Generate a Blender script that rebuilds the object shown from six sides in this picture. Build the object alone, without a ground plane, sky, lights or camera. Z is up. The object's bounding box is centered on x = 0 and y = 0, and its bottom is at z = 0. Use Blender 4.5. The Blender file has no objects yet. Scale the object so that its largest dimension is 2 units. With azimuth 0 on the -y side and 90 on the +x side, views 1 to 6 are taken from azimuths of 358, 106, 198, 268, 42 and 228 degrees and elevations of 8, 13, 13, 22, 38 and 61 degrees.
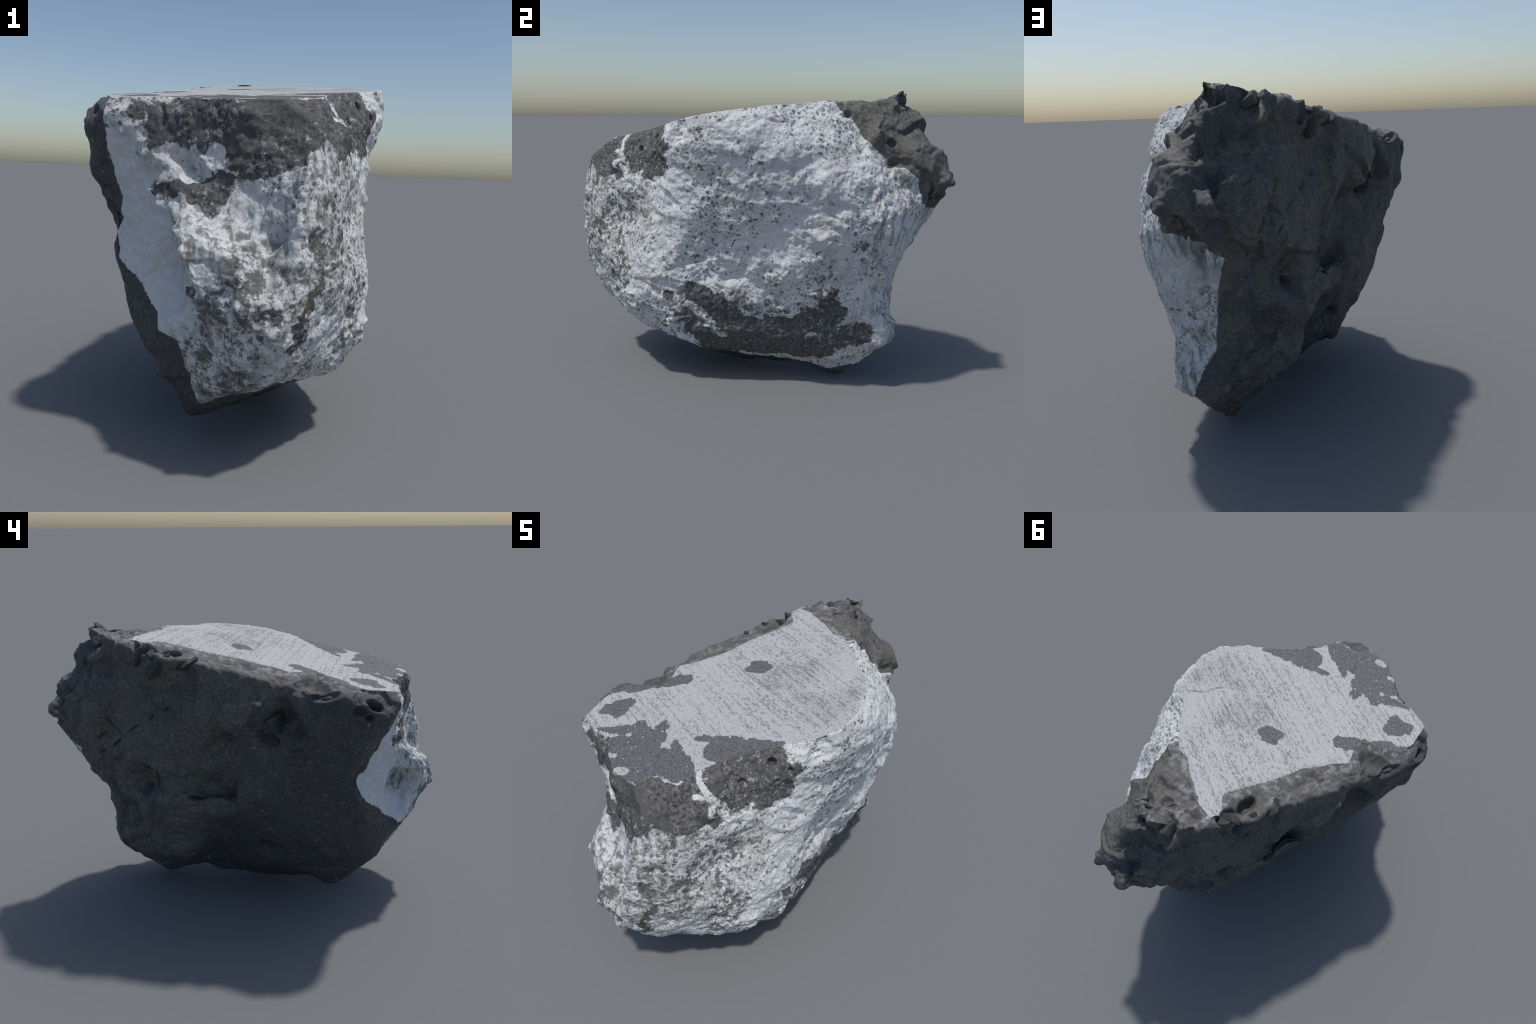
# A block of dark breccia with a pale weathered crust and one sawn face.
# The body is a cage of surveyed landmarks (plan outlines at rising heights plus
# the rim of the saw cut), wrapped as a star-shaped shell, remeshed finely and
# then weathered: dents, ledges, cracks, pits and noise that differ by region.
import bpy, bmesh, math
import numpy as np
from mathutils import Vector

CENTRE = np.array([0.03, 0.0, 0.74])

# ------------------------------------------------------------------ saw cut
SAW_N = np.array([-0.0423, -0.1621, 0.9859]); SAW_N /= np.linalg.norm(SAW_N)
SAW_D = 1.3006


def on_saw_plane(x, y, drop=0.0):
    return (x, y, (SAW_D - SAW_N[0] * x - SAW_N[1] * y) / SAW_N[2] - drop)


saw_rim = [(-.443, -.661), (-.487, -.528), (-.478, -.429), (-.37, -.163), (-.319, -.083), (-.258, .037),
           (-.217, .218), (-.155, .408), (-.157, .505), (-.012, .45), (.10, .42), (.20, .39), (.32, .26),
           (.41, .215), (.46, .14), (.53, .0), (.535, -.12), (.475, -.24), (.395, -.325), (.30, -.45),
           (.25, -.57), (.225, -.69), (.09, -.80), (-.035, -.795), (-.133, -.757), (-.245, -.665),
           (-.322, -.684), (-.39, -.672)]
saw_inner = [(-.36, -.55), (-.2, -.5), (.05, -.6), (.12, -.42), (-.15, -.25), (.1, -.2), (.3, -.22), (-.1, 0),
             (.1, .05), (.32, -.02), (0, .25), (.2, .2), (-.08, .38), (-.3, -.3), (.12, -.7), (-.03, -.68)]
landmarks = [on_saw_plane(x, y) for x, y in saw_rim + saw_inner]

# ------------------------------------------------------- outlines by height
# height: points (x, y[, own height]) met when walking round the block
outlines = {
    "left_crest": [(-.56, -.465, 1.17), (-.551, -.60, 1.102), (-.52, -.33, 1.19), (-.45, -.14, 1.235), (-.43, 0, 1.26),
                   (-.39, .13, 1.295), (-.345, .27, 1.318), (-.345, .37, 1.325), (-.29, .5, 1.345), (-.24, .5, 1.395)],
    "rear_hump": [(-.22, .63, 1.405), (.003, .742, 1.455), (-.08, .60, 1.42), (-.1, .738, 1.435), (-.05, .745, 1.45), (.08, .60, 1.395),
                  (.13, .52, 1.38), (.10, .69, 1.30), (.22, .50, 1.32), (-.17, .71, 1.31), (-.21, .70, 1.15)],
    "rear_knob": [(.085, 1.0, 1.012), (.09, .98, 1.06), (.02, .97, 1.07), (.05, .975, .975), (.03, .86, 1.22), (.11, .82, 1.16), (.10, .93, 1.10), (.11, .955, 1.0), (.03, .97, .985),
                  (-.08, .965, 1.03), (-.14, .89, 1.085), (-.186, .79, 1.03), (-.065, .935, .90), (.03, .88, .89),
                  (-.09, .83, 1.22), (-.16, .83, .92), (.16, .84, .935), (.18, .74, 1.08)],
    1.20: [(.555, -.10), (.565, .05), (.53, .19), (.475, .32), (.37, .46), (.20, .60), (.48, -.285)],
    1.12: [(.36, -.48), (.28, -.645), (.20, -.845), (.08, -.81), (-.1, -.775), (-.3, -.69), (-.42, -.68), (.53, -.1), (.54, .08),
           (.46, -.27), (-.30, .343), (-.43, .12), (-.26, .51), (-.46, .02), (-.255, .51, 1.25)],
    1.03: [(.19, -.895), (.30, -.735), (.05, -.835), (-.05, -.80, .985), (-.2, -.755, .95), (-.32, -.70), (-.48, -.61), (-.548, -.50),
           (-.53, -.35), (-.49, -.2), (-.46, -.1), (-.38, .15), (-.31, .36), (-.206, .656, 1.0), (.375, -.52), (.455, -.3), (.50, -.1),
           (.53, .1), (.49, .3), (.40, .5), (.275, .68)],
    .87: [(.16, -.955), (.25, -.85), (-.02, -.825), (-.2, -.765), (-.36, -.625), (-.51, -.47), (-.50, -.3), (-.45, -.13), (-.365, .0),
          (-.32, .2), (-.29, .4), (-.235, .6), (-.13, .775), (0, .80), (.15, .82), (.31, .71), (.405, .56), (.435, .36), (.467, .2),
          (.475, .04), (.475, -.18), (.43, -.4), (.335, -.63)],
    .74: [(-.2, -.91), (-.08, -.90), (.04, -.93), (.15, -.95), (.27, -.83), (-.255, -.73), (-.40, -.56), (.44, .17), (.425, .33),
          (-.275, .16), (-.45, -.08)],
    .62: [(.1, -.985), (-.13, -.94), (-.21, -.865), (.0, -.985), (-.28, -.70), (-.445, -.53), (-.41, -.3), (-.42, -.10), (-.385, .06),
          (-.345, .24), (-.25, .53), (-.1, .73), (.02, .745), (.13, .757), (.245, .712), (.35, .52), (.42, .32), (.43, .15),
          (.42, -.08), (.465, -.28), (.445, -.5), (.34, -.7), (.2, -.91), (-.29, .47)],
    .46: [(.1, -.935), (-.03, -.91), (-.16, -.84), (-.257, -.773), (.22, -.83), (-.34, -.64), (-.12, .57)],
    .40: [(-.35, -.53), (-.32, -.3), (-.285, -.1), (-.175, .12), (-.24, .35), (-.17, .59, .38), (-.04, .71), (.10, .725), (.20, .715),
          (.285, .5), (.335, .32), (.35, .12), (.415, -.1), (.46, -.3), (.435, -.5), (.28, -.7), (.15, -.87)],
    .26: [(-.28, -.5), (-.24, -.25), (-.21, -.08), (-.09, .14), (-.205, .36), (-.15, .56), (.01, .735), (.13, .755), (.22, .71),
          (.265, .55), (.31, .3), (.34, .1), (.385, -.1), (.43, -.3), (.34, -.48), (.17, -.72, .29), (.05, -.79, .28), (-.1, -.75), (-.18, -.67),
          (-.26, -.62, .30)],
    .15: [(-.15, -.645), (-.235, -.45), (-.18, -.25), (-.14, -.08), (-.05, .12), (-.07, .33), (-.04, .55), (.1, .65), (.2, .6),
          (.23, .42), (.23, .2), (.26, 0), (.31, -.2), (.2, -.42, .20), (.05, -.6, .20)],
    "keel": [(-.198, -.44, .052), (-.1, -.40, .05), (.0, -.2, .0), (.02, -.05, -.005), (.04, .12, .015), (.05, .28, .07),
             (.08, .46, .0), (.14, .45, .04), (.1, -.3, .13), (.1, .54, .04), (-.02, .28, .10), (.13, .28, .07)],
}
for key, points in outlines.items():
    for p in points:
        landmarks.append(p if len(p) == 3 else (p[0], p[1], key))
landmarks = np.array(landmarks)


def shell_from_landmarks(points):
    """Star-shaped shell: neighbours are found by wrapping the view directions."""
    d = points - CENTRE
    d /= np.linalg.norm(d, axis=1)[:, None]
    bm = bmesh.new()
    for v in d:
        bm.verts.new(v)
    bm.verts.ensure_lookup_table()
    bm.verts.index_update()
    order = {v: i for i, v in enumerate(bm.verts)}
    out = bmesh.ops.convex_hull(bm, input=bm.verts[:], use_existing_faces=False)
    for v, i in order.items():
        if v.is_valid:
            v.co = points[i]
    junk = [v for v in bm.verts if not v.link_faces]
    bmesh.ops.delete(bm, geom=junk, context="VERTS")
    bmesh.ops.recalc_face_normals(bm, faces=bm.faces[:])
    return bm



# ------------------------------------------------------------------- noise
def hash01(ix, iy, iz, seed):
    h = (ix * 374761393 + iy * 668265263 + iz * 2147483647 + seed * 1274126177) & 0xFFFFFFFF
    h = ((h ^ (h >> 13)) * 1274126177) & 0xFFFFFFFF
    h = ((h ^ (h >> 16)) * 2246822519) & 0xFFFFFFFF
    return ((h ^ (h >> 15)) & 0xFFFFFF) / float(0xFFFFFF)


def value_noise(p, seed=0):
    """Smooth noise in -1..1 at points p (n, 3)."""
    i = np.floor(p).astype(np.int64)
    f = p - i
    u = f * f * f * (f * (f * 6 - 15) + 10)
    total = np.zeros(len(p))
    for dx in (0, 1):
        for dy in (0, 1):
            for dz in (0, 1):
                w = (u[:, 0] if dx else 1 - u[:, 0]) * (u[:, 1] if dy else 1 - u[:, 1]) * (u[:, 2] if dz else 1 - u[:, 2])
                a = hash01(i[:, 0] + dx, i[:, 1] + dy, i[:, 2] + dz, seed) * math.tau
                b = hash01(i[:, 0] + dx, i[:, 1] + dy, i[:, 2] + dz, seed + 57) * 2 - 1
                r = np.sqrt(1 - b * b)
                total += w * (np.cos(a) * r * (f[:, 0] - dx) + np.sin(a) * r * (f[:, 1] - dy) + b * (f[:, 2] - dz))
    return total * 1.6


def fbm(p, freq, octaves=4, seed=0, gain=0.5, ridged=False):
    out, amp = np.zeros(len(p)), 1.0
    for k in range(octaves):
        n = value_noise(p * freq + 17.3 * k, seed + k * 11)
        out += amp * ((0.5 - np.abs(n)) * 2 if ridged else n)
        freq, amp = freq * 2.03, amp * gain
    return out


def cells(p, freq, seed=0):
    """Nearest and second nearest feature distance, an id and a tilted facet per cell."""
    q = p * freq
    i = np.floor(q).astype(np.int64)
    d1, d2, who, tilt = np.full(len(p), 9.0), np.full(len(p), 9.0), np.zeros(len(p)), np.zeros(len(p))
    for dx in (-1, 0, 1):
        for dy in (-1, 0, 1):
            for dz in (-1, 0, 1):
                c = i + (dx, dy, dz)
                h = [hash01(c[:, 0], c[:, 1], c[:, 2], seed + k) for k in (1, 2, 3, 4, 5, 6)]
                away = q - c - np.stack(h[:3], 1)
                d = np.sqrt((away ** 2).sum(1))
                turn, up = h[4] * math.tau, h[5] * 2 - 1
                lean = np.sqrt(1 - up * up)
                slope = away[:, 0] * np.cos(turn) * lean + away[:, 1] * np.sin(turn) * lean + away[:, 2] * up
                near = d < d1
                d2 = np.where(near, d1, np.minimum(d2, d))
                who = np.where(near, h[3], who)
                tilt = np.where(near, slope, tilt)
                d1 = np.where(near, d, d1)
    return d1, d2, who, tilt


def step(lo, hi, x):
    t = np.clip((x - lo) / (hi - lo), 0, 1)
    return t * t * (3 - 2 * t)


def blob(p, centre, radius):
    """1 at the centre, 0 at the radius (radius may be one number or three)."""
    return np.clip(1 - (((p - np.array(centre)) / np.array(radius)) ** 2).sum(1), 0, 1) ** 1.5


def near_line(p, points):
    """Distance from p to a polyline."""
    best = np.full(len(p), 9.0)
    pts = np.array(points, float)
    for a, b in zip(pts[:-1], pts[1:]):
        t = np.clip((p - a) @ (b - a) / ((b - a) @ (b - a)), 0, 1)
        best = np.minimum(best, np.linalg.norm(p - a - t[:, None] * (b - a), axis=1))
    return best


# -------------------------------------------------------------------- body
def relax(co, edges, weight, rounds):
    deg = np.bincount(edges.ravel(), minlength=len(co))[:, None]
    for k_round in range(rounds):
        acc = np.zeros_like(co)
        for k in range(3):
            acc[:, k] = np.bincount(edges[:, 0], co[edges[:, 1], k], len(co)) + np.bincount(edges[:, 1], co[edges[:, 0], k], len(co))
        co = co + weight[:, None] * (acc / deg - co) * (-0.62 if k_round % 2 else 0.6)
    return co


def saw_height(p):
    return p @ SAW_N - SAW_D


def sawn_area(p, n):
    """1 on the saw cut, 0 on the broken hump behind it and on every other face."""
    behind = p[:, 1] - 0.455 + 0.365 * p[:, 0] + 0.02 * fbm(p, 12, 3, seed=91)
    return step(0.86, 0.96, n @ SAW_N) * step(-0.02, -0.008, saw_height(p)) * step(0.008, -0.008, behind)


def read_mesh(me):
    co = np.empty(len(me.vertices) * 3)
    me.vertices.foreach_get("co", co)
    no = np.empty(len(me.vertices) * 3)
    me.vertices.foreach_get("normal", no)
    ed = np.empty(len(me.edges) * 2, np.int64)
    me.edges.foreach_get("vertices", ed)
    return co.reshape(-1, 3), no.reshape(-1, 3), ed.reshape(-1, 2)


def build_body(voxel):
    bm = shell_from_landmarks(landmarks)
    bmesh.ops.subdivide_edges(bm, edges=bm.edges[:], cuts=5, use_grid_fill=True)
    bmesh.ops.triangulate(bm, faces=bm.faces[:])
    me = bpy.data.meshes.new("body_cage")
    bm.to_mesh(me)
    bm.free()
    co, no, ed = read_mesh(me)
    s = saw_height(co)
    weight = np.where(s > -0.004, 0.0, 1.0)
    weight *= 0.35 + 0.65 * step(0.0, 0.12, -s)
    co = relax(co, ed, weight, 24)
    me.vertices.foreach_set("co", co.ravel())
    ob = bpy.data.objects.new("body_cage", me)
    bpy.context.scene.collection.objects.link(ob)
    mod = ob.modifiers.new("remesh", "REMESH")
    mod.mode, mod.voxel_size, mod.adaptivity = "VOXEL", voxel, 0.0
    fine = bpy.data.meshes.new_from_object(ob.evaluated_get(bpy.context.evaluated_depsgraph_get()))
    bpy.data.objects.remove(ob)
    return fine



# The line where the dark rock ends and the pale crust begins, once round the block.
CRUST_BORDER = [(-.455, -.656, 1.21), (-.458, -.64, 1.10), (-.458, -.615, 1.0), (-.442, -.57, .86), (-.455, -.49, .75), (-.425, -.54, .66),
                (-.33, -.676, .55), (-.264, -.758, .465), (-.2, -.80, .45), (-.185, -.754, .369), (-.16, -.68, .235), (-.126, -.68, .19),
                (0, -.77, .25), (.114, -.80, .30), (.2, -.71, .28), (.3, -.5, .19), (.36, -.26, .19), (.19, 0, .07), (.16, .2, .07),
                (.15, .45, .055), (.14, .6, .09), (.13, .70, .18), (.10, .736, .29), (.02, .713, .43), (0, .734, .57), (-.06, .80, .75),
                (-.09, .83, .83), (-.05, .92, .885), (.07, .95, .91), (.15, .87, .93), (.155, .84, 1.04), (.17, .76, 1.09), (.2, .617, 1.186),
                (.195, .56, 1.27), (.185, .46, 1.37), (.1, .3, 1.45), (-.2, -.2, 1.45), (-.42, -.55, 1.35)]


def flat_chart(p):
    """Stereographic chart of directions, with the crust's side in the middle."""
    w = np.array([0.80, -0.42, -0.10]); w /= np.linalg.norm(w)
    u = np.cross([0, 0, 1.0], w); u /= np.linalg.norm(u)
    v = np.cross(w, u)
    d = p - CENTRE
    d = d / np.linalg.norm(d, axis=1)[:, None]
    k = 1.0 / (1.0001 + d @ w)
    return np.stack([d @ u * k, d @ v * k], 1)


def crust_field(p):
    """Signed chart distance to the border: positive on the crust."""
    loop, q = flat_chart(np.array(CRUST_BORDER)), flat_chart(p)
    dist, inside = np.full(len(p), 9.0), np.zeros(len(p), bool)
    for a, b in zip(loop, np.roll(loop, -1, 0)):
        e = b - a
        t = np.clip((q - a) @ e / (e @ e), 0, 1)
        dist = np.minimum(dist, np.hypot(*(q - a - t[:, None] * e).T))
        cross = (a[1] > q[:, 1]) != (b[1] > q[:, 1])
        with np.errstate(divide="ignore", invalid="ignore"):
            inside ^= cross & (q[:, 0] < (b[0] - a[0]) * (q[:, 1] - a[1]) / (b[1] - a[1]) + a[0])
    wobble = 0.008 * fbm(p, 14, 4, seed=3)
    return np.where(inside, dist, -dist) + wobble


# Lasting marks: (centre, radius, depth); depth below zero goes in.
DENTS = [((0.0, -.93, .76), (.16, .12, .07), -.030), ((.10, -.93, .68), (.10, .10, .05), -.02), ((-.2, -.90, .78), .06, .018),
         ((.43, .08, .55), (.08, .16, .13), -.012), ((.12, .70, 1.24), .07, -.02), ((-.13, .86, 1.13), .07, .018),
         ((-.13, .90, .99), (.10, .06, .04), -.022), ((-.20, .72, 1.06), .07, .02), ((-.22, .67, .98), .05, -.02),
         ((-.47, -.12, 1.03), (.09, .085, .095), -.055), ((-.49, -.19, 1.02), (.06, .05, .05), -.04),
         ((-.30, .30, .63), (.08, .10, .05), .012), ((-.26, .40, .80), .10, -.012), ((-.36, .05, .98), .10, .012),
         ((-.33, .15, .55), (.05, .2, .03), .014), ((-.15, .63, .48), (.1, .08, .07), -.018), ((.03, .72, .36), (.08, .06, .07), -.012),
         ((-.30, -.69, 1.13), (.02, .05, .05), -.02), ((.30, -.76, 1.02), .06, -.012), ((-.10, -.80, 1.0), (.16, .08, .025), .010)]
# Hollows and swellings of the broken faces
SWELLS = [
         ((0.38, -0.58, 0.77), 0.19, -0.024), ((0.42, 0.00, 0.55), 0.05, -0.033), ((0.42, -0.24, 0.28), 0.07, -0.038), ((0.35, -0.57, 0.36), 0.19, 0.017),
         ((0.42, 0.46, 1.02), 0.07, 0.019), ((0.50, 0.14, 1.29), 0.11, 0.028), ((0.40, -0.47, 0.89), 0.11, -0.027), ((0.29, -0.64, 1.11), 0.07, 0.036),
         ((0.13, 0.68, 1.22), 0.09, 0.012), ((0.34, 0.41, 0.49), 0.09, 0.018), ((0.06, 0.94, 0.93), 0.10, -0.033), ((0.12, 0.64, 1.24), 0.12, 0.025),
         ((0.10, 0.83, 1.12), 0.11, 0.025), ((0.23, 0.75, 0.81), 0.18, 0.023), ((0.15, 0.71, 0.50), 0.11, -0.019), ((0.35, 0.38, 0.51), 0.05, 0.021),
         ((-0.05, 0.86, 1.16), 0.06, 0.035), ((0.15, 0.66, 1.24), 0.08, 0.018), ((0.15, 0.76, 1.08), 0.07, 0.034), ((-0.24, 0.56, 0.72), 0.10, -0.013),
         ((-0.18, 0.72, 1.31), 0.09, 0.027), ((-0.12, 0.74, 0.71), 0.07, 0.015), ((-0.26, 0.53, 0.71), 0.10, -0.046), ((-0.17, 0.56, 0.47), 0.09, -0.039),
         ((-0.40, 0.07, 1.06), 0.10, 0.048), ((-0.43, -0.15, 1.02), 0.09, 0.039), ((-0.48, -0.14, 1.12), 0.06, -0.054), ((-0.42, -0.06, 0.94), 0.07, -0.047),
         ((-0.48, -0.19, 0.97), 0.07, 0.039), ((-0.35, -0.56, 0.41), 0.16, 0.016), ((-0.28, -0.38, 0.31), 0.07, 0.036), ((-0.21, -0.12, 0.28), 0.07, -0.052),
         ((-0.21, 0.68, 1.15), 0.10, 0.037), ((-0.15, 0.86, 1.15), 0.09, -0.023), ((-0.51, -0.57, 1.02), 0.07, 0.012), ((-0.51, -0.28, 1.08), 0.10, 0.015),
         ((-0.34, 0.12, 0.89), 0.10, -0.039), ((-0.45, -0.14, 1.07), 0.09, -0.044), ((-0.35, 0.21, 1.10), 0.09, 0.017), ((-0.53, -0.48, 0.96), 0.07, 0.015),
         ((-0.23, -0.75, 0.99), (.12, .1, .07), -0.030), ((-0.39, -0.64, 0.88), 0.18, -0.027), ((0.03, -0.87, 0.84), 0.18, -0.030), ((-0.08, -0.91, 0.69), 0.09, 0.027),
         ((-0.49, -0.36, 0.83), 0.06, 0.012), ((-0.25, -0.60, 0.28), 0.07, 0.029), ((0.06, -0.86, 0.37), 0.10, 0.029), ((-0.30, -0.67, 1.14), 0.09, 0.023),
         ((-0.01, -0.80, 1.16), 0.09, 0.023), ((-0.20, -0.91, 0.74), 0.09, -0.023), ((-0.22, -0.75, 1.01), 0.07, -0.035), ((0.35, -0.61, 0.82), 0.06, -0.017),
         ((0.31, -0.55, 1.15), 0.06, 0.020), ((0.08, -0.92, 0.75), 0.07, -0.043), ((-.31, .14, .69), .11, -.035)]
LESSER_SWELLS = [
          ((0.43, -0.08, 0.69), 0.18, -0.027), ((0.41, 0.04, 0.53), 0.08, -0.033), ((0.44, 0.20, 0.76), 0.12, -0.021), ((0.42, 0.08, 0.63), 0.13, -0.014),
          ((0.11, 0.81, 1.17), 0.14, 0.023), ((0.20, 0.54, 1.31), 0.14, -0.020), ((0.04, 0.91, 0.93), 0.10, -0.025), ((-0.07, 0.86, 1.23), 0.08, -0.041),
          ((0.45, -0.01, 0.76), 0.09, -0.021), ((0.30, 0.40, 0.27), 0.07, -0.025), ((0.08, 0.79, 1.19), 0.10, 0.025), ((0.38, 0.51, 1.05), 0.13, 0.025),
          ((0.33, 0.63, 0.92), 0.09, 0.011), ((-0.08, 0.91, 1.11), 0.07, -0.040), ((-0.09, 0.79, 1.35), 0.10, -0.027), ((0.10, 0.78, 1.17), 0.08, 0.030),
          ((-0.26, 0.49, 0.68), 0.08, -0.036), ((-0.14, 0.58, 0.41), 0.08, 0.035), ((-0.29, 0.12, 0.68), 0.13, -0.042), ((-0.26, 0.48, 0.69), 0.10, -0.031),
          ((-0.40, -0.15, 0.57), 0.12, -0.024), ((-0.36, 0.06, 0.89), 0.16, -0.024), ((-0.28, -0.34, 0.33), 0.22, 0.022), ((-0.29, 0.15, 0.54), 0.10, 0.022),
          ((-0.10, 0.64, 0.34), 0.09, 0.020), ((-0.28, -0.67, 0.88), 0.08, 0.023), ((-0.26, -0.74, 0.63), 0.10, -0.032), ((-0.08, 0.90, 1.18), 0.09, -0.045),
          ((-0.43, -0.17, 1.02), 0.07, 0.033), ((-0.35, -0.37, 0.46), 0.16, 0.018), ((-0.24, -0.74, 0.66), 0.14, -0.032), ((-0.31, 0.11, 0.65), 0.10, -0.035),
          ((-0.22, 0.55, 0.66), 0.12, -0.031), ((-0.36, 0.21, 1.07), 0.08, 0.016), ((-0.43, -0.26, 1.21), 0.07, -0.041), ((-0.24, -0.79, 0.63), 0.10, -0.049),
          ((-0.16, -0.89, 0.58), 0.16, -0.018), ((-0.14, -0.76, 0.98), 0.09, -0.017), ((-0.37, -0.60, 0.91), 0.13, 0.020), ((-0.01, -0.89, 0.75), 0.09, 0.020),
          ((-0.46, -0.51, 0.76), 0.07, -0.040), ((-0.25, -0.65, 0.29), 0.07, 0.027), ((-0.52, -0.51, 0.95), 0.07, 0.012), ((-0.41, -0.67, 1.13), 0.09, 0.018),
          ((-0.23, -0.82, 0.65), 0.09, -0.013), ((-0.37, -0.57, 0.84), 0.07, 0.020), ((0.28, -0.57, 1.20), 0.07, 0.021), ((-0.11, -0.88, 0.76), 0.08, 0.027),
          ((0.11, -0.93, 0.80), 0.07, -0.022)]
HOLES = [((-.245, .53, .64), .026, .06), ((-.315, .258, .645), (.04, .05, .018), .05), ((-.237, -.11, .297), (.05, .055, .032), .11),
         ((-.21, .29, .25), (.05, .06, .03), .05), ((-.535, -.53, 1.155), (.03, .05, .03), .05), ((-.555, -.508, 1.105), .017, .03),
         ((-.27, .45, 1.35), (.035, .05, .03), .05), ((-.27, .35, 1.345), (.03, .045, .025), .05), ((.396, -.363, 1.228), .017, .035),
         ((.35, -.472, 1.16), .02, .02), ((.452, -.32, 1.194), .013, .02), ((-.50, -.33, 1.19), (.03, .06, .02), .03),
         ((.165, .735, 1.11), (.05, .07, .025), .035), ((.145, .70, 1.19), .022, .03), ((-.555, -.47, 1.13), (.02, .03, .02), .03),
         ((.04, .80, 1.33), .02, .02), ((-.05, .60, 1.43), .025, .025), ((.02, .66, 1.42), .03, .02)]
CRACKS = [(.022, .006, [(-.31, .415, 1.263), (-.311, .361, 1.187), (-.304, .344, 1.133), (-.27, .45, 1.05), (-.262, .492, 1.003), (-.235, .57, .96),
                        (-.225, .608, .942), (-.216, .65, .883), (-.16, .72, .83), (-.125, .757, .80)]),
          (.014, .005, [(-.304, .344, 1.133), (-.315, .325, 1.09), (-.322, .316, 1.035)]),
          (.016, .009, [(-.225, .608, .942), (-.205, .65, .99), (-.2, .69, 1.04)]),
          (.022, .012, [(-.21, .69, .95), (-.19, .76, .89), (-.14, .82, .86)]),
          (.010, .005, [(-.14, .85, 1.06), (-.18, .77, 1.12), (-.2, .72, 1.2), (-.2, .70, 1.26)]),
          (.014, .007, [(.428, .291, 1.36), (.371, .162, 1.36), (.311, .05, 1.34), (.26, .0, 1.33)]),
          (.006, .006, [(.378, -.001, 1.335), (.396, -.097, 1.32), (.404, -.167, 1.31)]),
          (.012, .008, [(.45, .24, 1.28), (.48, .25, 1.16), (.50, .23, 1.05), (.49, .22, .9)]),
          (.008, .007, [(.05, -.645, 1.215), (.003, -.591, 1.22), (-.051, -.509, 1.235), (-.112, -.445, 1.24)]),
          (.014, .010, [(.44, .37, 1.1), (.45, .36, 1.0), (.44, .42, .93), (.40, .52, .86)]),
          (.012, .010, [(.41, -.16, .62), (.42, -.08, .53), (.38, .05, .44), (.35, .13, .40)])]


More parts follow.
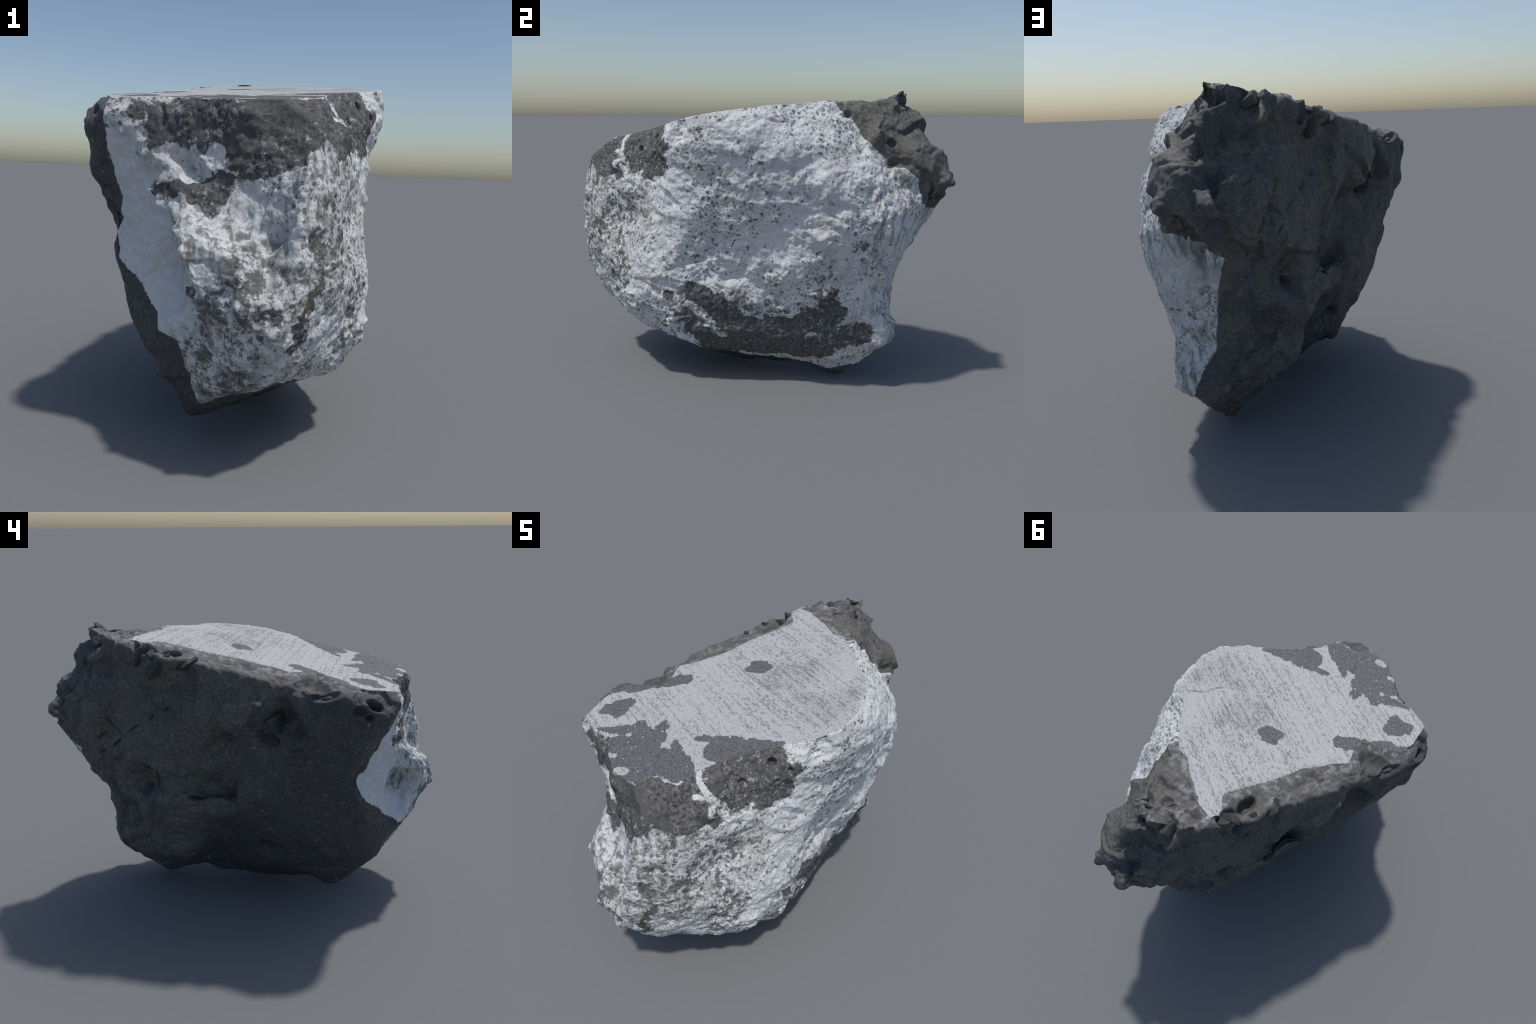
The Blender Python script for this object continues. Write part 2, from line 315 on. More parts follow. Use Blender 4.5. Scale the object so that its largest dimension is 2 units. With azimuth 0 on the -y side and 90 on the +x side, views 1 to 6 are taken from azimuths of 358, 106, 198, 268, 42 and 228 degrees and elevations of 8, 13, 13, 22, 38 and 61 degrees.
def carve(p, n):
    """Displacement along the normal for every vertex of the body."""
    crust = step(-0.05, 0.05, crust_field(p))
    s = saw_height(p)
    sawn = sawn_area(p, n)
    rough = 1 - sawn
    facing_front = step(0.3, 0.8, -n[:, 1])
    # big undulation shared by all broken faces
    warp = np.stack([fbm(p, 5, 2, seed=k) for k in (21, 22, 23)], 1) * 0.05
    d = 0.008 * fbm(p + warp, 4.5, 3, seed=5)
    # pale crust: worn ledges and lumps of uneven strength, pits, strings running down the front
    strength = step(-0.5, 0.6, fbm(p, 3.5, 2, seed=33)) * 0.8 + 0.2
    ledges = fbm(p * (1, 1, 1.5) + warp * 1.6, 7, 4, seed=31, ridged=True, gain=0.45)
    shelf = fbm(p * (1, 1, 1.6) + warp * 1.3, 8, 3, seed=35) * 5
    shelf = (np.floor(shelf) + step(0.78, 1.0, shelf % 1.0)) / 5
    lumps = strength * (0.008 * (ledges - 0.55) + 0.016 * shelf) + 0.005 * fbm(p, 18, 5, seed=37, gain=0.6)
    strings = 0.005 * fbm(p * (26, 26, 8) + warp * 30, 1.0, 3, seed=41)
    d1, d2, who, _ = cells(p + warp * 0.3, 30, seed=7)
    pits = -0.005 * step(0.34, 0.16, d1) * (who > 0.6)
    d_crust = lumps + pits + strings * facing_front
    # dark rock: tilted fracture facets with steps between them, calmer on the lower slab
    slab = step(0.10, -0.06, p[:, 1] + 0.55 * p[:, 2] - 0.45)
    _, _, big_id, big_tilt = cells(p + warp * 1.2, 4.2, seed=83)
    _, _, mid_id, mid_tilt = cells(p + warp * 0.8, 10, seed=87)
    shells = fbm(p + warp, 6, 3, seed=51)
    d_dark = (0.030 * big_tilt + 0.016 * (big_id - 0.5) + 0.008 * mid_tilt + 0.009 * shells + 0.004 * fbm(p, 22, 3, seed=53)) * (1 - 0.8 * slab)
    d_dark += 0.0012 * fbm(p, 70, 2, seed=59)
    for part, weight in ((d_crust, crust), (d_dark, 1 - crust)):
        part -= (part * weight * rough).sum() / (weight * rough).sum()
        d += weight * part
    # crags along the crest beside the saw cut and on the rear hump
    crag = step(-0.12, -0.02, s) * (1 - crust) * rough + step(0.66, 0.8, p[:, 1]) * step(0.85, 1.0, p[:, 2]) * (1 - crust) * 0.9
    crag = np.clip(crag, 0, 1)
    _, _, cw, ct = cells(p + warp * 0.5, 12, seed=13)
    _, _, cw2, ct2 = cells(p + warp * 0.3, 27, seed=17)
    _, _, cw0, ct0 = cells(p + warp * 0.6, 6.5, seed=19)
    rim = step(0.70, 0.60, p[:, 1])
    d += crag * (0.040 * ct0 * (1 - 0.5 * rim) + 0.012 * (cw0 - 0.6) * (1 - 0.5 * rim) + (0.007 + 0.010 * rim) * (ct + cw - 0.5)
                 + 0.004 * ct2 + 0.004 * (cw2 - 0.5) + 0.002 * fbm(p, 40, 3, seed=61))
    # dark inclusions in the front are cut back in small scales
    d *= rough
    d -= 0.004 * rough * step(0.9, 0.97, n @ SAW_N)
    d += 0.0009 * sawn * fbm(p, 60, 2, seed=71)
    for centre, radius, depth in DENTS + SWELLS + LESSER_SWELLS:
        spread = 1.25 if depth < 0 and np.max(radius) < 0.12 else 1.1
        d += depth * 0.92 * blob(p + warp * 0.9, centre, np.array(radius) * spread)
    # crisp marks, kept apart so that rounding does not fill them
    sharp = rough * (0.0024 * fbm(p, 36, 4, seed=95, gain=0.6) + 0.0016 * crust * fbm(p + warp, 30, 3, seed=97, ridged=True))
    for centre, radius, depth in HOLES:
        q = np.sqrt((((p + warp * 0.25 - np.array(centre)) / np.array(radius)) ** 2).sum(1))
        sharp -= depth * step(1.15, 0.55, q)
    for depth, width, line in CRACKS:
        sharp -= depth * step(width, width * 0.1, near_line(p + warp * 0.35, line))
    return d, sharp


def weather(me):
    p, n, ed = read_mesh(me)
    cut = (saw_height(p) > -0.0035) & (sawn_area(p, n) > 0.5)
    field = crust_field(p)
    d, sharp = carve(p, n)
    deg = np.bincount(ed.ravel(), minlength=len(p))
    broken = step(0.02, -0.02, field) * ~cut
    for k_round in range(5):
        soft = np.where(cut, 0.0, 0.5) if k_round < 1 else 0.55 * broken
        near = (np.bincount(ed[:, 0], d[ed[:, 1]], len(p)) + np.bincount(ed[:, 1], d[ed[:, 0]], len(p))) / deg
        d = d + soft * (near - d)
    # nothing broken may bulge through the plane of the cut
    s = saw_height(p)
    d = np.where((d > 0) & ~cut, d * step(0.0, -0.05, s), d)
    p = p + n * (d + sharp)[:, None]
    over = np.maximum(saw_height(p), 0)
    p -= over[:, None] * SAW_N
    p[:, 2] = np.maximum(p[:, 2], 0.0)
    # pull the nearest vertices onto the border of the crust, so that it runs smoothly
    a, b = ed[:, 0], ed[:, 1]
    crossing = np.nonzero(field[a] * field[b] < 0)[0]
    a, b = a[crossing], b[crossing]
    t = field[a] / (field[a] - field[b])
    mine, other = np.where(t < 0.5, a, b), np.where(t < 0.5, b, a)
    t = np.minimum(t, 1 - t)
    order = np.argsort(-t)
    moved = p.copy()
    moved[mine[order]] = p[mine[order]] + t[order, None] * (p[other[order]] - p[mine[order]])
    p = moved
    field[mine] = 0.0
    me.vertices.foreach_set("co", p.ravel())
    me.update()
    return cut, field


fine = build_body(0.0045)
was_sawn, crust_side = weather(fine)

# -------------------------------------------------------- split into parts
def split_parts(me, root, cut, field):
    p, n, ed = read_mesh(me)
    corner = np.empty(len(me.loops), np.int64)
    me.loops.foreach_get("vertex_index", corner)
    sizes = np.empty(len(me.polygons), np.int64)
    me.polygons.foreach_get("loop_total", sizes)
    first = np.concatenate([[0], np.cumsum(sizes)[:-1]])
    mean = np.add.reduceat(field[corner], first) / sizes
    flat = np.add.reduceat(cut[corner].astype(float), first) / sizes > 0.6
    kind = np.where(flat, 0, np.where(mean > 0, 1, 2))
    parts = []
    for k, name in enumerate(("sawn_face", "weathered_crust", "fractured_core")):
        polys = np.nonzero(kind == k)[0]
        loops = np.concatenate([corner[f:f + c] for f, c in zip(first[polys], sizes[polys])])
        used, local = np.unique(loops, return_inverse=True)
        piece = bpy.data.meshes.new(name)
        piece.vertices.add(len(used))
        piece.vertices.foreach_set("co", p[used].ravel())
        piece.loops.add(len(loops))
        piece.loops.foreach_set("vertex_index", local)
        piece.polygons.add(len(polys))
        starts = np.concatenate([[0], np.cumsum(sizes[polys])[:-1]])
        piece.polygons.foreach_set("loop_start", starts)
        piece.update(calc_edges=True)
        piece.polygons.foreach_set("use_smooth", np.ones(len(polys), bool))
        piece.normals_split_custom_set_from_vertices(n[used].tolist())
        part = bpy.data.objects.new(name, piece)
        bpy.context.scene.collection.objects.link(part)
        part.parent = root
        parts.append(part)
    return parts


root = bpy.data.objects.new("rock", None)
bpy.context.scene.collection.objects.link(root)
root["label"] = "jagged dark grey boulder with white crust and sawn top"
root["category"] = "rock"
sawn_face, weathered_crust, fractured_core = split_parts(fine, root, was_sawn, crust_side)
bpy.data.meshes.remove(fine)

# ----------------------------------------------------------------- chips
def chip_mesh(name, seed):
    """A splinter of stone: a ball trimmed by a dozen random planes."""
    rng = np.random.default_rng(seed)
    bm = bmesh.new()
    bmesh.ops.create_icosphere(bm, subdivisions=5, radius=1.0)
    me = bpy.data.meshes.new(name)
    bm.to_mesh(me)
    bm.free()
    v, _, _ = read_mesh(me)
    reach = np.full(len(v), 1.25)
    for normal in rng.normal(size=(9, 3)):
        c = v @ (normal / np.linalg.norm(normal))
        reach = np.where(c > 0.05, np.minimum(reach, rng.uniform(.45, .85) / np.maximum(c, 0.05)), reach)
    v = v * (reach + 0.03 * fbm(v, 3, 3, seed=seed))[:, None]
    me.vertices.foreach_set("co", v.ravel())
    for poly in me.polygons:
        poly.use_smooth = True
    return me


CHIPS = [((-.335, .265, 1.302), (.075, .032, .020), (0.5, .5, 1.35), 1), ((-.315, .40, 1.295), (.07, .032, .024), (0.2, .9, 1.2), 2),
         ((-.27, .485, 1.325), (.04, .026, .06), (.3, .4, .2), 3), ((-.155, .68, 1.372), (.04, .03, .04), (.2, .5, .8), 4),
         ((-.29, .43, 1.33), (.05, .026, .024), (.9, .1, .5), 5), ((-.428, -.112, 1.055), (.045, .058, .045), (.2, .1, .3), 6),
         ((-.42, -.095, .965), (.035, .058, .036), (.6, .3, .2), 7), ((-.425, -.055, 1.02), (.02, .03, .03), (.1, .8, .1), 8)]
chips = []
for place, size, turn, seed in CHIPS:
    chip = bpy.data.objects.new("stone_chip", chip_mesh("stone_chip", seed))
    chip.location, chip.scale, chip.rotation_euler = place, size, turn
    bpy.context.scene.collection.objects.link(chip)
    chip.parent = root
    chips.append(chip)


# -------------------------------------------------------------- materials
class Nodes:
    """Small helper for writing shader graphs as expressions."""

    def __init__(self, name):
        self.mat = bpy.data.materials.new(name)
        self.mat.use_nodes = True
        self.tree = self.mat.node_tree
        self.tree.nodes.clear()
        self.out = self.new("ShaderNodeOutputMaterial")
        self.bsdf = self.new("ShaderNodeBsdfPrincipled")
        self.tree.links.new(self.bsdf.outputs[0], self.out.inputs[0])
        self.p = self.new("ShaderNodeTexCoord").outputs["Object"]

    def new(self, kind):
        return self.tree.nodes.new(kind)

    def put(self, socket, value):
        if isinstance(value, bpy.types.NodeSocket):
            self.tree.links.new(value, socket)
        else:
            socket.default_value = value

    def math(self, op, a, b=0.0, c=0.0, clamp=False):
        n = self.new("ShaderNodeMath")
        n.operation, n.use_clamp = op, clamp
        for k, v in enumerate((a, b, c)):
            self.put(n.inputs[k], v)
        return n.outputs[0]

    def vec(self, op, a, b=(0, 0, 0), scale=None):
        n = self.new("ShaderNodeVectorMath")
        n.operation = op
        self.put(n.inputs[0], a)
        self.put(n.inputs[1], b)
        if scale is not None:
            self.put(n.inputs["Scale"], scale)
        return n.outputs["Value"] if op in ("DOT_PRODUCT", "DISTANCE", "LENGTH") else n.outputs[0]

    def noise(self, scale, detail=4.0, rough=0.55, where=None, distort=0.0, colour=False):
        n = self.new("ShaderNodeTexNoise")
        self.put(n.inputs["Vector"], self.p if where is None else where)
        n.inputs["Scale"].default_value, n.inputs["Detail"].default_value = scale, detail
        n.inputs["Roughness"].default_value, n.inputs["Distortion"].default_value = rough, distort
        return n.outputs["Color" if colour else "Fac"]

    def voronoi(self, scale, where=None, out="Distance", feature="F1"):
        n = self.new("ShaderNodeTexVoronoi")
        n.feature = feature
        self.put(n.inputs["Vector"], self.p if where is None else where)
        n.inputs["Scale"].default_value = scale
        return n.outputs[out]

    def ramp(self, x, lo, hi, a=0.0, b=1.0, smooth=True):
        n = self.new("ShaderNodeMapRange")
        n.interpolation_type = "SMOOTHSTEP" if smooth else "LINEAR"
        for k, v in enumerate((x, lo, hi, a, b)):
            self.put(n.inputs[k], v)
        return n.outputs[0]

    def mix(self, fac, a, b):
        n = self.new("ShaderNodeMix")
        n.data_type = "RGBA"
        self.put(n.inputs["Factor"], fac)
        for socket, v in ((n.inputs[6], a), (n.inputs[7], b)):
            self.put(socket, v if isinstance(v, bpy.types.NodeSocket) else (*v, 1.0))
        return n.outputs[2]

    def stretched(self, scale, turn=(0, 0, 0)):
        n = self.new("ShaderNodeMapping")
        self.put(n.inputs["Vector"], self.p)
        n.inputs["Rotation"].default_value = turn
        return self.vec("MULTIPLY", n.outputs[0], scale)

    def angular(self, scale, amount, shake):
        """Warped position pulled to cell centres, so that patch borders break in straight bits."""
        w = self.warped(15, shake)
        c = self.voronoi(scale, w, "Position")
        return self.vec("ADD", w, self.vec("SCALE", self.vec("SUBTRACT", c, w), scale=amount))

    def warped(self, scale, amount):
        """Object position shaken by noise, so that patch borders are ragged."""
        c = self.vec("SUBTRACT", self.noise(scale, 5, 0.62, colour=True), (0.5, 0.5, 0.5))
        return self.vec("ADD", self.p, self.vec("SCALE", c, scale=amount))

    def patch(self, capsules, where):
        """Signed distance (m) to a union of fat line segments (a, b, radius)."""
        best = None
        for a, b, r in capsules:
            a, b = Vector(a), Vector(b)
            if (b - a).length < 1e-4:
                d = self.vec("DISTANCE", where, a)
            else:
                pa = self.vec("SUBTRACT", where, a)
                t = self.math("MULTIPLY", self.vec("DOT_PRODUCT", pa, b - a), 1.0 / (b - a).length_squared, clamp=True)
                d = self.vec("DISTANCE", pa, self.vec("SCALE", b - a, scale=t))
            d = self.math("SUBTRACT", d, r)
            best = d if best is None else self.math("MINIMUM", best, d)
        return best

    def bump(self, height, strength, distance):
        n = self.new("ShaderNodeBump")
        n.inputs["Strength"].default_value, n.inputs["Distance"].default_value = strength, distance
        self.put(n.inputs["Height"], height)
        self.put(self.bsdf.inputs["Normal"], n.outputs[0])

    def finish(self, colour, rough, spec=0.4):
        self.put(self.bsdf.inputs["Base Color"], colour)
        self.put(self.bsdf.inputs["Roughness"], rough)
        self.bsdf.inputs["Specular IOR Level"].default_value = spec
        return self.mat


def dot(p, r):
    return (p, p, r)


def on_cut(capsules):
    return [(on_saw_plane(*a), on_saw_plane(*b), r) for a, b, r in capsules]


CUT_DARK = on_cut([((-.055, .03), (-.02, .03), .040), ((-.07, .0), (-.03, .01), .03),
                   ((-.27, -.225), (-.36, -.32), .040), ((-.36, -.30), (-.44, -.40), .045), ((-.43, -.30), (-.50, -.44), .05),
                   ((-.36, -.49), (-.40, -.57), .038), ((-.345, -.55), (-.37, -.52), .045),
                   ((-.10, -.50), (-.02, -.60), .030), ((-.17, -.57), (-.05, -.60), .045), ((-.30, -.675), (-.19, -.60), .028),
                   ((-.17, -.69), (-.03, -.63), .055), ((.0, -.66), (.15, -.62), .065), ((-.05, -.75), (.16, -.72), .07),
                   ((.20, -.64), (.22, -.68), .05), ((.05, -.54), (.10, -.58), .028),
                   ((.09, -.475), (.17, -.43), .020), ((.17, -.44), (.24, -.39), .028), ((.24, -.39), (.39, -.315), .018),
                   ((.20, -.48), (.30, -.43), .045), ((.28, -.42), (.40, -.36), .05), ((.26, -.5), (.2, -.50), .04)])
CUT_GREY = on_cut([((.17, .09), (.06, .06), .075), ((.17, .0), (.09, -.03), .05), ((.16, .17), (.18, .05), .06),
                   ((.26, -.05), (.37, -.03), .06), ((.42, .07), (.45, -.06), .07), ((.36, -.12), (.40, -.06), .06)])
VEINS = [((-.01, -.50, 1.235), (.082, -.532, 1.235), .012), ((.082, -.532, 1.235), (.160, -.548, 1.236), .013), ((.160, -.548, 1.236), (.18, -.56, 1.235), .02),
         ((.160, -.548, 1.236), (.231, -.599, 1.231), .010), ((.231, -.599, 1.231), (.263, -.618, 1.196), .011), ((.263, -.618, 1.196), (.300, -.613, 1.150), .014),
         ((.300, -.613, 1.150), (.325, -.597, 1.114), .018), ((.325, -.597, 1.114), (.352, -.563, 1.045), .022), ((.27, -.65, 1.15), (.285, -.635, 1.14), .013),
         ((-.005, -.772, 1.19), (-.03, -.785, 1.19), .022)]

# sawn face: pale, with dashes drawn out along the stroke of the saw
m = Nodes("sawn_stone")
turn = math.atan2(0.1, -0.365)
along = m.stretched((30, 105, 105), (0, 0, -turn))
across = m.stretched((2.0, 80, 80), (0, 0, -turn))
edge = m.angular(34, 0.5, 0.035)
dashes = m.noise(1.6, 6, 0.68, where=along)
lines = m.noise(1.0, 3, 0.6, where=across)
grain = m.noise(120, 4, 0.6)
grey = m.ramp(m.patch(CUT_GREY, m.warped(9, 0.12)), 0.02, -0.06)
level = m.math("ADD", dashes, m.math("MULTIPLY", lines, 0.42))
level = m.math("ADD", level, m.math("MULTIPLY", m.noise(5, 3), 0.22))
level = m.math("ADD", level, m.math("MULTIPLY", m.noise(150, 3, 0.7), 0.22))
mark = m.ramp(level, m.math("ADD", 0.83, m.math("MULTIPLY", grey, 0.05)), m.math("ADD", 0.91, m.math("MULTIPLY", grey, 0.06)), 1.0, 0.0)
pale = m.mix(grain, (.33, .335, .336), (.57, .573, .573))
pale = m.mix(m.math("MULTIPLY", grey, 0.22), pale, (.22, .22, .222))
pale = m.mix(m.math("MULTIPLY", mark, 0.66), pale, (.10, .10, .102))
dark = m.mix(m.ramp(m.noise(110, 7, 0.78), .3, .7), (.045, .046, .048), (.185, .187, .19))
flecks = m.ramp(m.voronoi(38, m.warped(60, 0.02)), 0.16, 0.10)
flecks = m.math("MULTIPLY", flecks, m.ramp(m.noise(7, 2), 0.48, 0.56))
dark = m.mix(flecks, dark, (.50, .50, .52))
dark = m.mix(m.math("MULTIPLY", m.ramp(m.noise(300, 2), .62, .70), 0.7), dark, (.4, .4, .42))
is_dark = m.ramp(m.patch(CUT_DARK, edge), 0.002, -0.002)
is_vein = m.ramp(m.patch(VEINS, m.warped(30, 0.018)), 0.002, -0.002)
is_dark = m.math("MULTIPLY", is_dark, m.math("SUBTRACT", 1.0, is_vein))
m.bump(m.math("SUBTRACT", level, m.math("MULTIPLY", grain, 0.25)), 0.35, 0.004)
sawn_stone = m.finish(m.mix(is_dark, pale, dark), 0.75)

# pale crust with dark inclusions, olive specks and grey strings
CRUST_DARK = [((-.26, -.715, 1.12), (-.027, -.80, 1.115), .075), ((-.027, -.803, 1.11), (.154, -.84, 1.11), .088), ((-.05, -.82, 1.03), (.12, -.86, 1.03), .05),
              ((.2, -.82, 1.12), (.287, -.707, 1.08), .065), ((.24, -.753, 1.116), (.29, -.67, 1.08), .06), dot((-.36, -.69, 1.15), .035), dot((-.3, -.70, 1.07), .03),
              ((-.29, -.70, .907), (-.16, -.773, .91), .026), ((-.16, -.773, .915), (-.07, -.80, .938), .045), ((-.07, -.80, .95), (.045, -.84, .985), .032),
              ((-.12, -.80, .88), (-.09, -.80, .865), .03), dot((-.178, -.895, .604), .026),
              ((.234, -.867, .651), (.184, -.909, .58), .020), ((.184, -.909, .56), (.157, -.893, .476), .027),
              ((.345, -.50, 1.12), (.433, -.345, 1.13), .072), ((.355, -.40, 1.24), (.31, -.48, 1.20), .05), ((.42, -.36, 1.21), (.46, -.30, 1.19), .04),
              ((.436, -.174, .49), (.409, -.05, .42), .055), ((.409, -.05, .40), (.36, .03, .294), .075), ((.36, .05, .29), (.323, .27, .31), .075),
              ((.335, .45, .50), (.291, .488, .40), .050), ((.27, .50, .27), (.246, .61, .29), .060), ((.31, .34, .39), (.28, .43, .33), .06),
              ((.274, .40, .19), (.315, -.127, .173), .085), dot((.436, -.135, .648), .026), dot((.45, -.16, .66), .02), dot((.46, -.303, .47), .026),
              dot((.40, -.375, 1.22), .055), ((.20, -.56, 1.22), (.26, -.56, 1.20), .05), ((.24, -.62, 1.17), (.28, -.60, 1.13), .05),
              ((.28, -.69, 1.08), (.30, -.62, 1.06), .05), ((.43, -.34, 1.13), (.40, -.42, 1.06), .05),
              ((.37, -.33, 1.27), (.27, -.5, 1.23), .055), ((.30, -.52, 1.18), (.265, -.60, 1.17), .05), ((.2, -.75, 1.18), (.02, -.80, 1.17), .06),
              ((.25, -.69, 1.16), (.24, -.64, 1.19), .045), ((-.1, -.76, 1.17), (-.3, -.69, 1.16), .03), dot((.421, -.345, .31), .026), ((.42, -.21, .30), (.40, -.12, .24), .055)]
CRUST_MOTTLE = [((.364, -.565, .87), (.36, -.60, .75), .09), ((.387, -.608, .60), (.36, -.66, .45), .10), ((-.06, -.94, .55), (-.10, -.80, .33), .15),
                ((.23, -.86, .85), (.2, -.90, .70), .07), ((.30, -.55, 1.10), (.28, -.75, .98), .07), ((.1, -.95, .6), (.0, -.94, .72), .09),
                ((.35, -.62, .9), (.3, -.75, .75), .09), ((.42, -.2, .40), (.36, .2, .34), .13), ((.33, .58, .85), (.26, .65, .65), .06)]
m = Nodes("crusted_stone")
flank = m.ramp(m.patch([((-.44, -.60, 1.0), (-.25, -.74, .55), .11), ((-.42, -.60, .85), (-.40, -.55, .70), .10)], m.warped(6, 0.06)), 0.02, -0.03)
dirty = m.math("SUBTRACT", 1.0, flank)
fine_n = m.noise(46, 6, 0.66)
pale = m.mix(fine_n, (.50, .51, .525), (.80, .81, .82))
cloud = m.math("MULTIPLY", m.ramp(m.noise(5.5, 8, 0.68), .50, .68), dirty)
pale = m.mix(m.math("MULTIPLY", cloud, 0.62), pale, (.33, .325, .30))
density = m.noise(3.0, 4, 0.62)
front_low = m.ramp(m.patch(CRUST_MOTTLE, m.warped(8, 0.10)), 0.03, -0.05)
sep = m.new("ShaderNodeSeparateXYZ")
m.put(sep.inputs[0], m.p)
rear = m.ramp(sep.outputs[1], .58, .70)
density = m.math("ADD", m.math("ADD", density, m.math("MULTIPLY", front_low, 0.09)), m.math("ADD", 0.06, m.math("MULTIPLY", rear, -0.14)))
face = m.math("MULTIPLY", m.ramp(sep.outputs[1], -.66, -.78), m.ramp(sep.outputs[0], .24, .10))
density = m.math("SUBTRACT", density, m.math("MULTIPLY", face, 0.13))
density = m.math("SUBTRACT", density, m.math("MULTIPLY", flank, 0.35))
ragged = m.warped(75, 0.022)
pick = m.new("ShaderNodeSeparateColor")
m.put(pick.inputs[0], m.voronoi(42, ragged, "Color"))
size = m.math("MULTIPLY", m.ramp(density, .30, .60), m.math("MULTIPLY", pick.outputs[0], 0.50))
speck = m.ramp(m.math("SUBTRACT", m.voronoi(42, ragged), size), 0.02, -0.10)
small = m.ramp(m.math("SUBTRACT", m.voronoi(75, m.warped(120, 0.012)), m.math("MULTIPLY", m.ramp(density, .30, .62), 0.34)), 0.02, -0.08)
clump = m.math("MULTIPLY", m.ramp(m.noise(26, 8, .74), .56, .63), m.ramp(density, .42, .56))
olive = m.mix(m.noise(60, 3), (.035, .033, .028), (.27, .25, .18))
colour = m.mix(m.math("MULTIPLY", small, 0.7), pale, olive)
colour = m.mix(m.math("MULTIPLY", clump, 0.80), colour, (.085, .08, .066))
colour = m.mix(m.math("MULTIPLY", speck, 0.85), colour, olive)
# grey strings running down the front
front = m.math("MAXIMUM", m.ramp(sep.outputs[1], -.62, -.74), rear)
string = m.noise(1.0, 7, 0.70, where=m.vec("ADD", m.stretched((34, 34, 12)), m.vec("SCALE", m.noise(6, 3, colour=True), scale=3.5)))
string = m.math("MULTIPLY", m.ramp(string, .455, .59), m.math("MULTIPLY", front, m.ramp(m.noise(4.5, 3), .36, .54, .25, 1.0)))
string = m.math("MULTIPLY", string, m.math("SUBTRACT", 1.0, m.math("MULTIPLY", flank, 0.85)))
colour = m.mix(m.math("MULTIPLY", string, 0.82), colour, m.mix(m.noise(40, 5, .7), (.07, .068, .06), (.24, .235, .215)))
mottle = m.math("MULTIPLY", front_low, m.ramp(m.noise(15, 8, 0.74), .485, .555))
colour = m.mix(m.math("MULTIPLY", mottle, 0.85), colour, (.085, .082, .078))
dark = m.mix(m.ramp(m.noise(70, 8, 0.80), .34, .68), (.026, .026, .028), (.215, .21, .205))
dark = m.mix(m.ramp(m.noise(9, 4), .42, .62), dark, m.mix(m.noise(90, 5, .8), (.04, .04, .042), (.155, .152, .148)))
chalk = m.math("MULTIPLY", m.ramp(m.noise(42, 8, 0.80), .53, .61), m.ramp(m.noise(6, 3), .40, .6, .12, .95))
dark = m.mix(chalk, dark, (.42, .42, .43))
field = m.math("ADD", m.patch(CRUST_DARK, m.angular(24, 0.6, 0.06)), m.math("MULTIPLY", m.math("SUBTRACT", m.noise(50, 4, .7), .5), 0.03))
is_dark = m.ramp(field, 0.003, -0.003)
is_vein = m.ramp(m.patch(VEINS + [((-.05, -.83, 1.0), (.07, -.865, .985), .008), ((-.2, -.78, 1.01), (-.05, -.83, 1.0), .004)], m.warped(30, 0.018)), 0.002, -0.002)
is_dark = m.math("MULTIPLY", is_dark, m.math("SUBTRACT", 1.0, is_vein))
colour = m.mix(is_dark, colour, dark)
rust = m.ramp(m.patch([dot((.19, -.92, .60), .022), dot((-.13, -.68, .20), .02)], m.warped(40, 0.04)), 0.004, -0.004)
colour = m.mix(m.math("MULTIPLY", rust, 0.7), colour, (.19, .15, .07))
m.bump(m.math("ADD", m.math("MULTIPLY", m.noise(60, 7, .72), 0.8), m.math("MULTIPLY", speck, -0.4)), 0.8, 0.008)
crusted_stone = m.finish(colour, 0.85, 0.3)


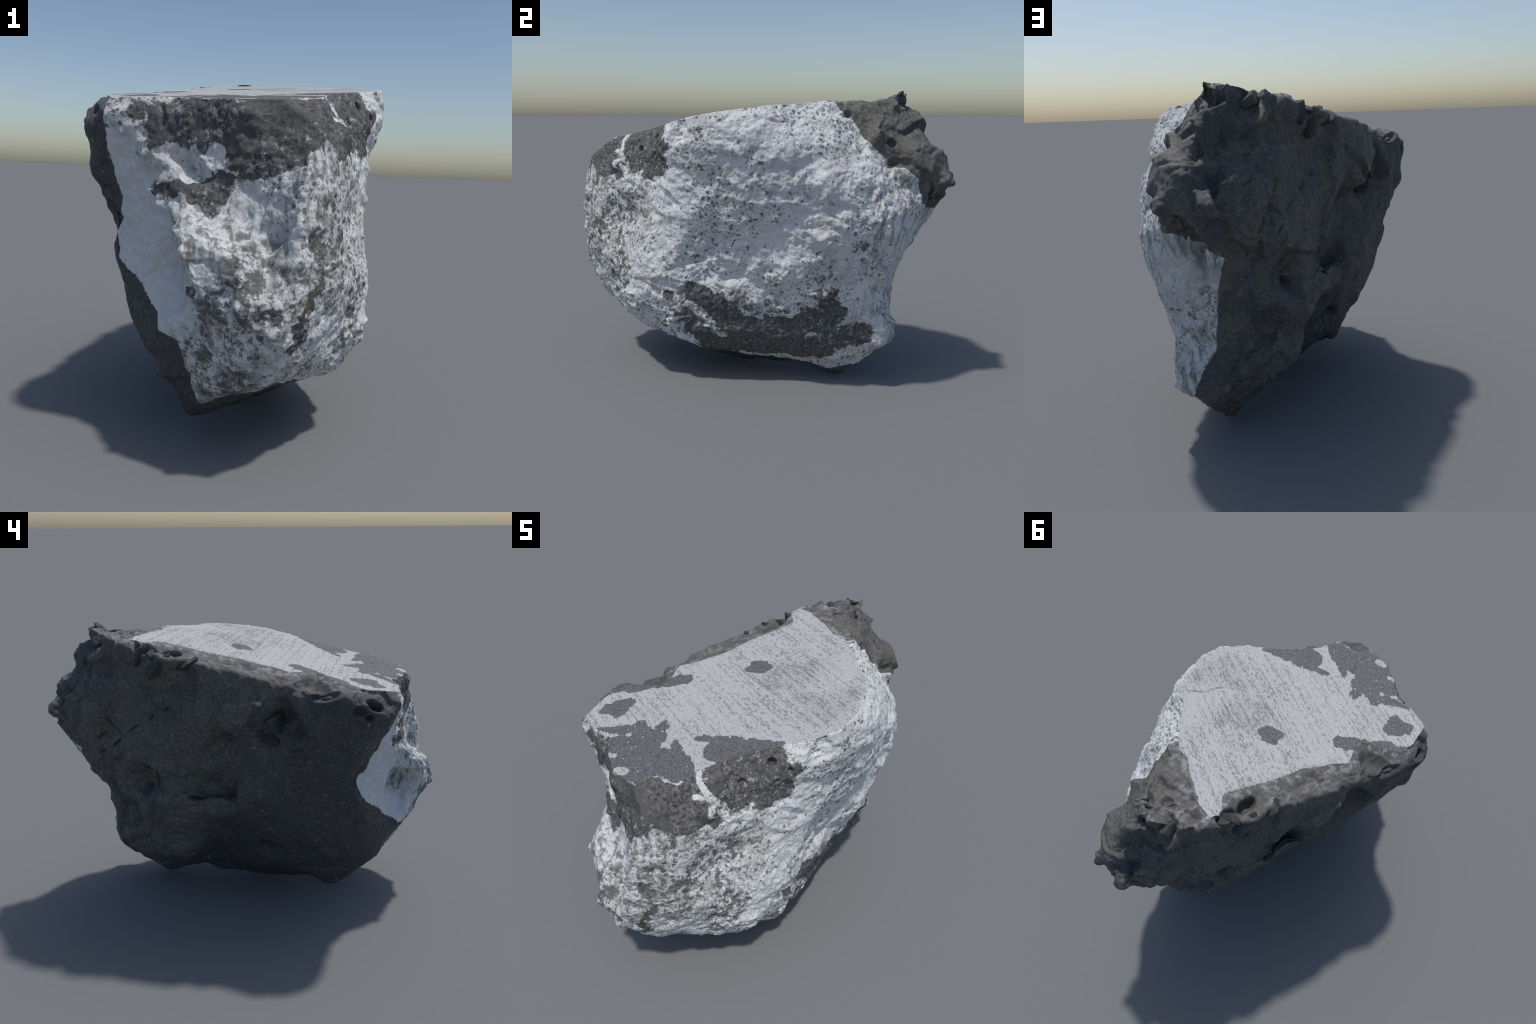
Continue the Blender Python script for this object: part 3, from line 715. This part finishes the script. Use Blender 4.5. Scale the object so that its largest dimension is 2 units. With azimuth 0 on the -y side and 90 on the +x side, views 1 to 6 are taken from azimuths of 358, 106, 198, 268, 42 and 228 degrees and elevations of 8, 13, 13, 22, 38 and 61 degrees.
def dark_rock(name, dusty):
    m = Nodes(name)
    tone = m.noise(4.0, 4, 0.6)
    sand = m.mix(m.ramp(m.noise(60, 7, 0.75), .3, .7), (.060, .059, .054), (.165, .160, .143))
    slate = m.mix(m.ramp(m.noise(50, 7, 0.75), .3, .7), (.030, .030, .032), (.095, .095, .098))
    sep = m.new("ShaderNodeSeparateXYZ")
    m.put(sep.inputs[0], m.p)
    zone = m.math("ADD", m.math("ADD", sep.outputs[1], m.math("MULTIPLY", sep.outputs[2], 0.62)), m.math("MULTIPLY", m.math("SUBTRACT", tone, .5), 0.4))
    colour = m.mix(m.ramp(zone, .36, .56), slate, sand)
    blue = m.ramp(m.noise(4.5, 6, 0.66, distort=0.6), .50, .60)
    colour = m.mix(m.math("MULTIPLY", blue, 0.72), colour, m.mix(m.noise(60, 6, .75), (.028, .031, .038), (.095, .102, .120)))
    specks = m.ramp(m.voronoi(62, m.warped(90, .012)), 0.26, 0.12)
    specks = m.math("MULTIPLY", specks, m.ramp(m.noise(38, 3), .50, .62))
    colour = m.mix(m.math("MULTIPLY", specks, 0.75), colour, (.34, .34, .35))
    dust_fine = m.ramp(m.noise(170, 3, .7), .63, .74)
    colour = m.mix(m.math("MULTIPLY", dust_fine, 0.65), colour, (.30, .30, .31))
    big = m.ramp(m.voronoi(17, m.warped(50, .02)), 0.13, 0.08)
    colour = m.mix(m.math("MULTIPLY", big, m.ramp(m.noise(5, 2), .52, .58)), colour, (.24, .25, .27))
    smear = m.math("MULTIPLY", m.ramp(m.noise(13, 8, .78), .56, .72), 0.42)
    colour = m.mix(smear, colour, (.17, .17, .178))
    if dusty:
        # saw dust and scuffing next to the cut
        height = m.math("SUBTRACT", m.vec("DOT_PRODUCT", m.p, tuple(SAW_N)), SAW_D)
        near = m.ramp(height, -.075, -.012)
        dust = m.math("MULTIPLY", m.ramp(height, -.04, -.004), m.ramp(m.noise(24, 7, .75), .46, .60))
        colour = m.mix(m.math("MULTIPLY", near, 0.7), colour, m.mix(m.noise(80, 6, .75), (.05, .05, .05), (.19, .183, .17)))
        colour = m.mix(m.math("MULTIPLY", dust, 0.7), colour, (.40, .40, .41))
        hump = m.ramp(m.patch([((.05, .62, 1.38), (.1, .78, 1.2), .14), ((.08, .88, 1.15), (.1, .95, 1.0), .10)], m.p), .04, -.06)
        colour = m.mix(m.math("MULTIPLY", hump, .75), colour, m.mix(m.ramp(m.noise(70, 7, .78), .3, .7), (.05, .048, .045), (.19, .183, .17)))
    m.bump(m.math("ADD", m.noise(55, 8, .74), m.math("MULTIPLY", m.noise(14, 3), .6)), 0.7, 0.008)
    return m.finish(colour, 0.62, 0.45)


core_stone = dark_rock("dark_stone", True)
chip_stone = dark_rock("chip_stone", False)
for part, mat in ((sawn_face, sawn_stone), (weathered_crust, crusted_stone), (fractured_core, core_stone)):
    part.data.materials.append(mat)
for chip in chips:
    chip.data.materials.append(chip_stone)
